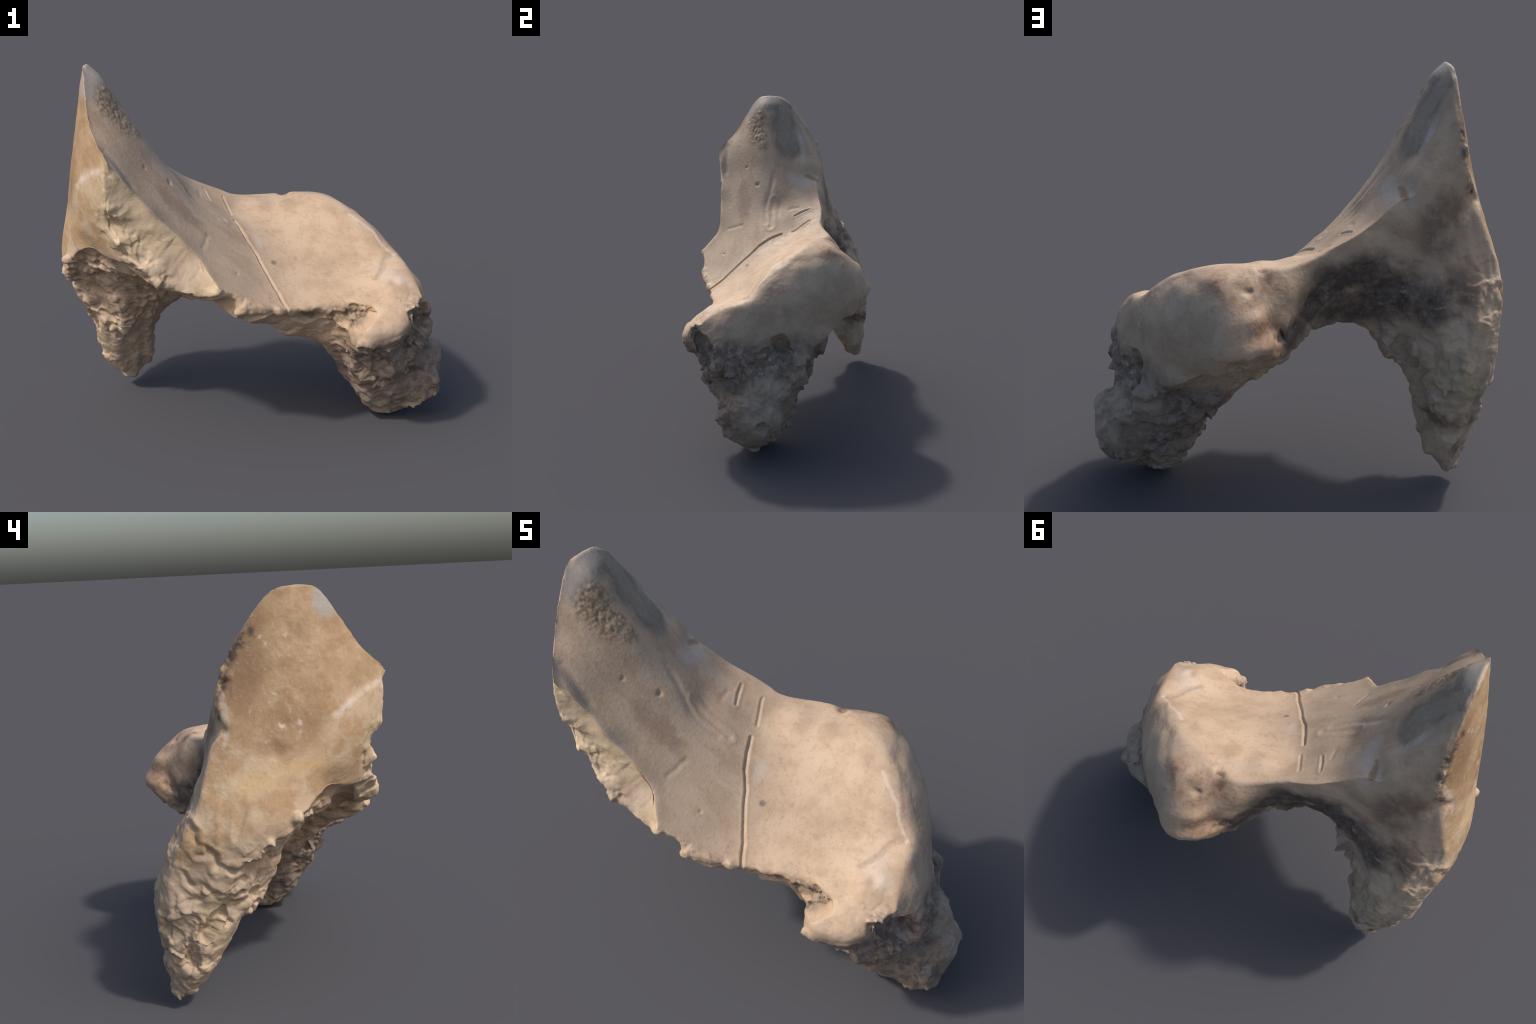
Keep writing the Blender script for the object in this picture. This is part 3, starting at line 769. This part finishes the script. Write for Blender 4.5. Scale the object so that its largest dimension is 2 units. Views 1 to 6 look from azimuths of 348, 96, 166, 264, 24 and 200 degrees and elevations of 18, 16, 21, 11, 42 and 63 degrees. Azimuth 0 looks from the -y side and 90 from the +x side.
    c = g.mix(leg, c, g.mix(g.step(mid, .35, .65), (.52, .40, .285), (.40, .295, .205)))
    front = g.spots(W, [((-.74, -.02, .80), (.30, .22, .30))], .3)
    c = g.mix(g.math("MULTIPLY", front, g.math("MULTIPLY", g.step(g.vec("DOT_PRODUCT", N, (.2, -1, -.3)), .1, .5), .9)), c,
              g.mix(g.step(small, .4, .62), (.50, .375, .27), (.34, .24, .16)))
    inner = g.spots(W, [((-.47, -.22, .86), (.17, .22, .13))], .4)
    c = g.mix(g.math("MULTIPLY", inner, g.step(g.vec("DOT_PRODUCT", N, (0, -.3, -1)), .1, .5)), c, (.33, .225, .135))
    mauve = g.math("MULTIPLY", g.math("MAXIMUM", leg, front), g.step(g.noise(P, 6, 3), .54, .70))
    c = g.mix(g.math("MULTIPLY", mauve, .5), c, (.46, .34, .28))
    olive = g.spots(W, [((-.60, .52, .58), (.12, .12, .07)), ((-.66, .55, .50), (.10, .10, .06)), ((-.87, .27, .58), (.07, .07, .06)), ((-.86, .30, .50), (.05, .06, .16))], .5)
    c = g.mix(g.math("MULTIPLY", olive, .4), c, (.38, .315, .165))
    umber = g.spots(W, [((-.55, .50, .36), (.12, .10, .045)), ((-.66, .40, .93), (.14, .10, .10)), ((-.72, .26, 1.24), (.06, .06, .11)), ((-.62, .31, 1.22), (.10, .08, .16))], .5)
    c = g.mix(g.math("MULTIPLY", umber, g.step(mid, .3, .6, .35, .85)), c, (.19, .125, .085))
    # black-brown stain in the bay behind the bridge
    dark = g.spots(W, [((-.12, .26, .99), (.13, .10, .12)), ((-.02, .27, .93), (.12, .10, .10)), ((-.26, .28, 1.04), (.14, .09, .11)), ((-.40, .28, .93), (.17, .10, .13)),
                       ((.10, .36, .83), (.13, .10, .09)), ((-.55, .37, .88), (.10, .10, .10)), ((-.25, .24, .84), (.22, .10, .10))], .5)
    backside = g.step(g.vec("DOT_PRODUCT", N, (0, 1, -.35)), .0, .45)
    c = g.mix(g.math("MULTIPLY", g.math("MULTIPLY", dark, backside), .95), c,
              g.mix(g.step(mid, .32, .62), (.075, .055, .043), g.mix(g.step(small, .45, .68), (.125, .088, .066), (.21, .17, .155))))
    burnt = g.math("MULTIPLY", g.trail(F, [(-.815, .10, 1.70), (-.80, .155, 1.64), (-.785, .19, 1.58), (-.78, .21, 1.52), (-.785, .225, 1.44), (-.80, .24, 1.36)], .026, .7),
                   g.step(g.noise(P, 16, 3), .38, .56))
    c = g.mix(g.math("MULTIPLY", burnt, .9), c, g.mix(g.step(small, .5, .75), (.05, .04, .037), (.22, .17, .14)))
    rind = g.trail(F, [(-.79, .22, 1.45), (-.855, .215, 1.33), (-.875, .225, 1.26)], .014, .5)
    c = g.mix(g.math("MULTIPLY", rind, .5), c, (.58, .49, .41))

    # foot: umber rock with mauve grey above, pale below
    foot = 0. if box[1][0] < .25 else g.math("MULTIPLY", g.step(g.vec("DOT_PRODUCT", W, (-.22, 0, 1)), .58, .46), g.step(g.vec("DOT_PRODUCT", W, (1, 0, 0)), .28, .42))
    c = g.mix(foot, c, g.mix(g.step(mid, .36, .62), (.25, .185, .135), g.mix(g.step(small, .4, .6), (.15, .108, .08), (.28, .23, .205))))
    sole = 0. if box[1][0] < .25 else g.math("MULTIPLY", g.step(g.vec("DOT_PRODUCT", W, (0, 0, 1)), .24, .08), g.step(g.vec("DOT_PRODUCT", P, (1, 0, 0)), .35, .5))
    c = g.mix(g.math("MULTIPLY", sole, .85), c, g.mix(g.step(mid, .38, .62), (.40, .325, .235), (.28, .215, .15)))
    toe = g.spots(W, [((.95, -.03, .36), (.13, .14, .20)), ((.86, .0, .43), (.12, .14, .06)), ((.76, .17, .55), (.08, .06, .12))], .3)
    c = g.mix(g.math("MULTIPLY", toe, .8), c, g.mix(g.step(mid, .38, .62), (.42, .355, .275), (.32, .255, .19)))
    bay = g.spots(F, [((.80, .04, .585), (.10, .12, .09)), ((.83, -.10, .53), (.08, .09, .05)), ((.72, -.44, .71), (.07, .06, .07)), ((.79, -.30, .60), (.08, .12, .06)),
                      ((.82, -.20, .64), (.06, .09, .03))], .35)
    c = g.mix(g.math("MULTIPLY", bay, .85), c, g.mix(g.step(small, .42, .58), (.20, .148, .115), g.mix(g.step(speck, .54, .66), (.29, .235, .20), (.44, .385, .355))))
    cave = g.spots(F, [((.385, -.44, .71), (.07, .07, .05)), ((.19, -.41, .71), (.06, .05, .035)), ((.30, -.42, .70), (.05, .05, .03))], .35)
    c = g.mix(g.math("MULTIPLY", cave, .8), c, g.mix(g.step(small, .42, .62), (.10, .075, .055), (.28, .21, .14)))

    # overall dust and fine mottling
    c = g.mix(g.math("MULTIPLY", g.step(speck, .56, .74), .22), c, (.62, .52, .42))
    c = g.mix(g.math("MULTIPLY", g.step(g.noise(P, 45, 3, .6), .56, .72), .25), c, (.20, .14, .095))
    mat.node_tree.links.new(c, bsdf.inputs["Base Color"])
    rough = g.math("ADD", g.step(small, .3, .7, .52, .66), g.math("MULTIPLY", g.math("MAXIMUM", leg, foot), .2))
    mat.node_tree.links.new(rough, bsdf.inputs["Roughness"])
    bsdf.inputs["Specular IOR Level"].default_value = .35
    bump = g.new("Bump", in_Strength=.35, in_Distance=.004, in_Height=g.math("ADD", speck, g.math("MULTIPLY", streak, .6)))
    mat.node_tree.links.new(bump.outputs[0], bsdf.inputs["Normal"])
    return mat


# --------------------------------------------------------------------------
# 7. Parts: one smooth skin divided by region, sharing borders and normals
# --------------------------------------------------------------------------
def divide():
    centre = V[QUADS].mean(1)
    cx, cy, cz = centre.T
    part = np.full(len(QUADS), 1)                                   # bridge
    part[cx + .35 * (cz - 1.05) < -.26] = 0                         # blade
    part[(cx < -.36) & (cz + .3 * cy < .80)] = 2                    # broken lower process
    part[cx - .25 * (cz - .9) > .27] = 3                            # articular head
    part[(cx > .30) & (cz - .22 * cx < .32)] = 4                    # foot
    N = normals()
    root = bpy.data.objects.new("bone_fragment", None)
    bpy.context.scene.collection.objects.link(root)
    root["label"] = "weathered tan broken bone with tall blade, saddle bridge and crumbling legs"
    root["category"] = "bone"
    for i, name in enumerate(["blade", "bridge", "broken_process", "articular_head", "foot"]):
        q = QUADS[part == i]
        used, flat = np.unique(q, return_inverse=True)
        me = bpy.data.meshes.new(name)
        me.vertices.add(len(used))
        me.vertices.foreach_set("co", V[used].astype(np.float32).ravel())
        me.loops.add(q.size)
        me.loops.foreach_set("vertex_index", flat.astype(np.int32).ravel())
        me.polygons.add(len(q))
        me.polygons.foreach_set("loop_start", np.arange(0, q.size, 4, dtype=np.int32))
        me.polygons.foreach_set("use_smooth", np.ones(len(q), bool))
        me.update(calc_edges=True)
        me.validate()
        me.normals_split_custom_set_from_vertices(N[used].tolist())
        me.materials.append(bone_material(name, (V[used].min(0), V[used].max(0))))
        ob = bpy.data.objects.new(name, me)
        bpy.context.scene.collection.objects.link(ob)
        ob.parent = root


divide()
bpy.data.meshes.remove(skin)
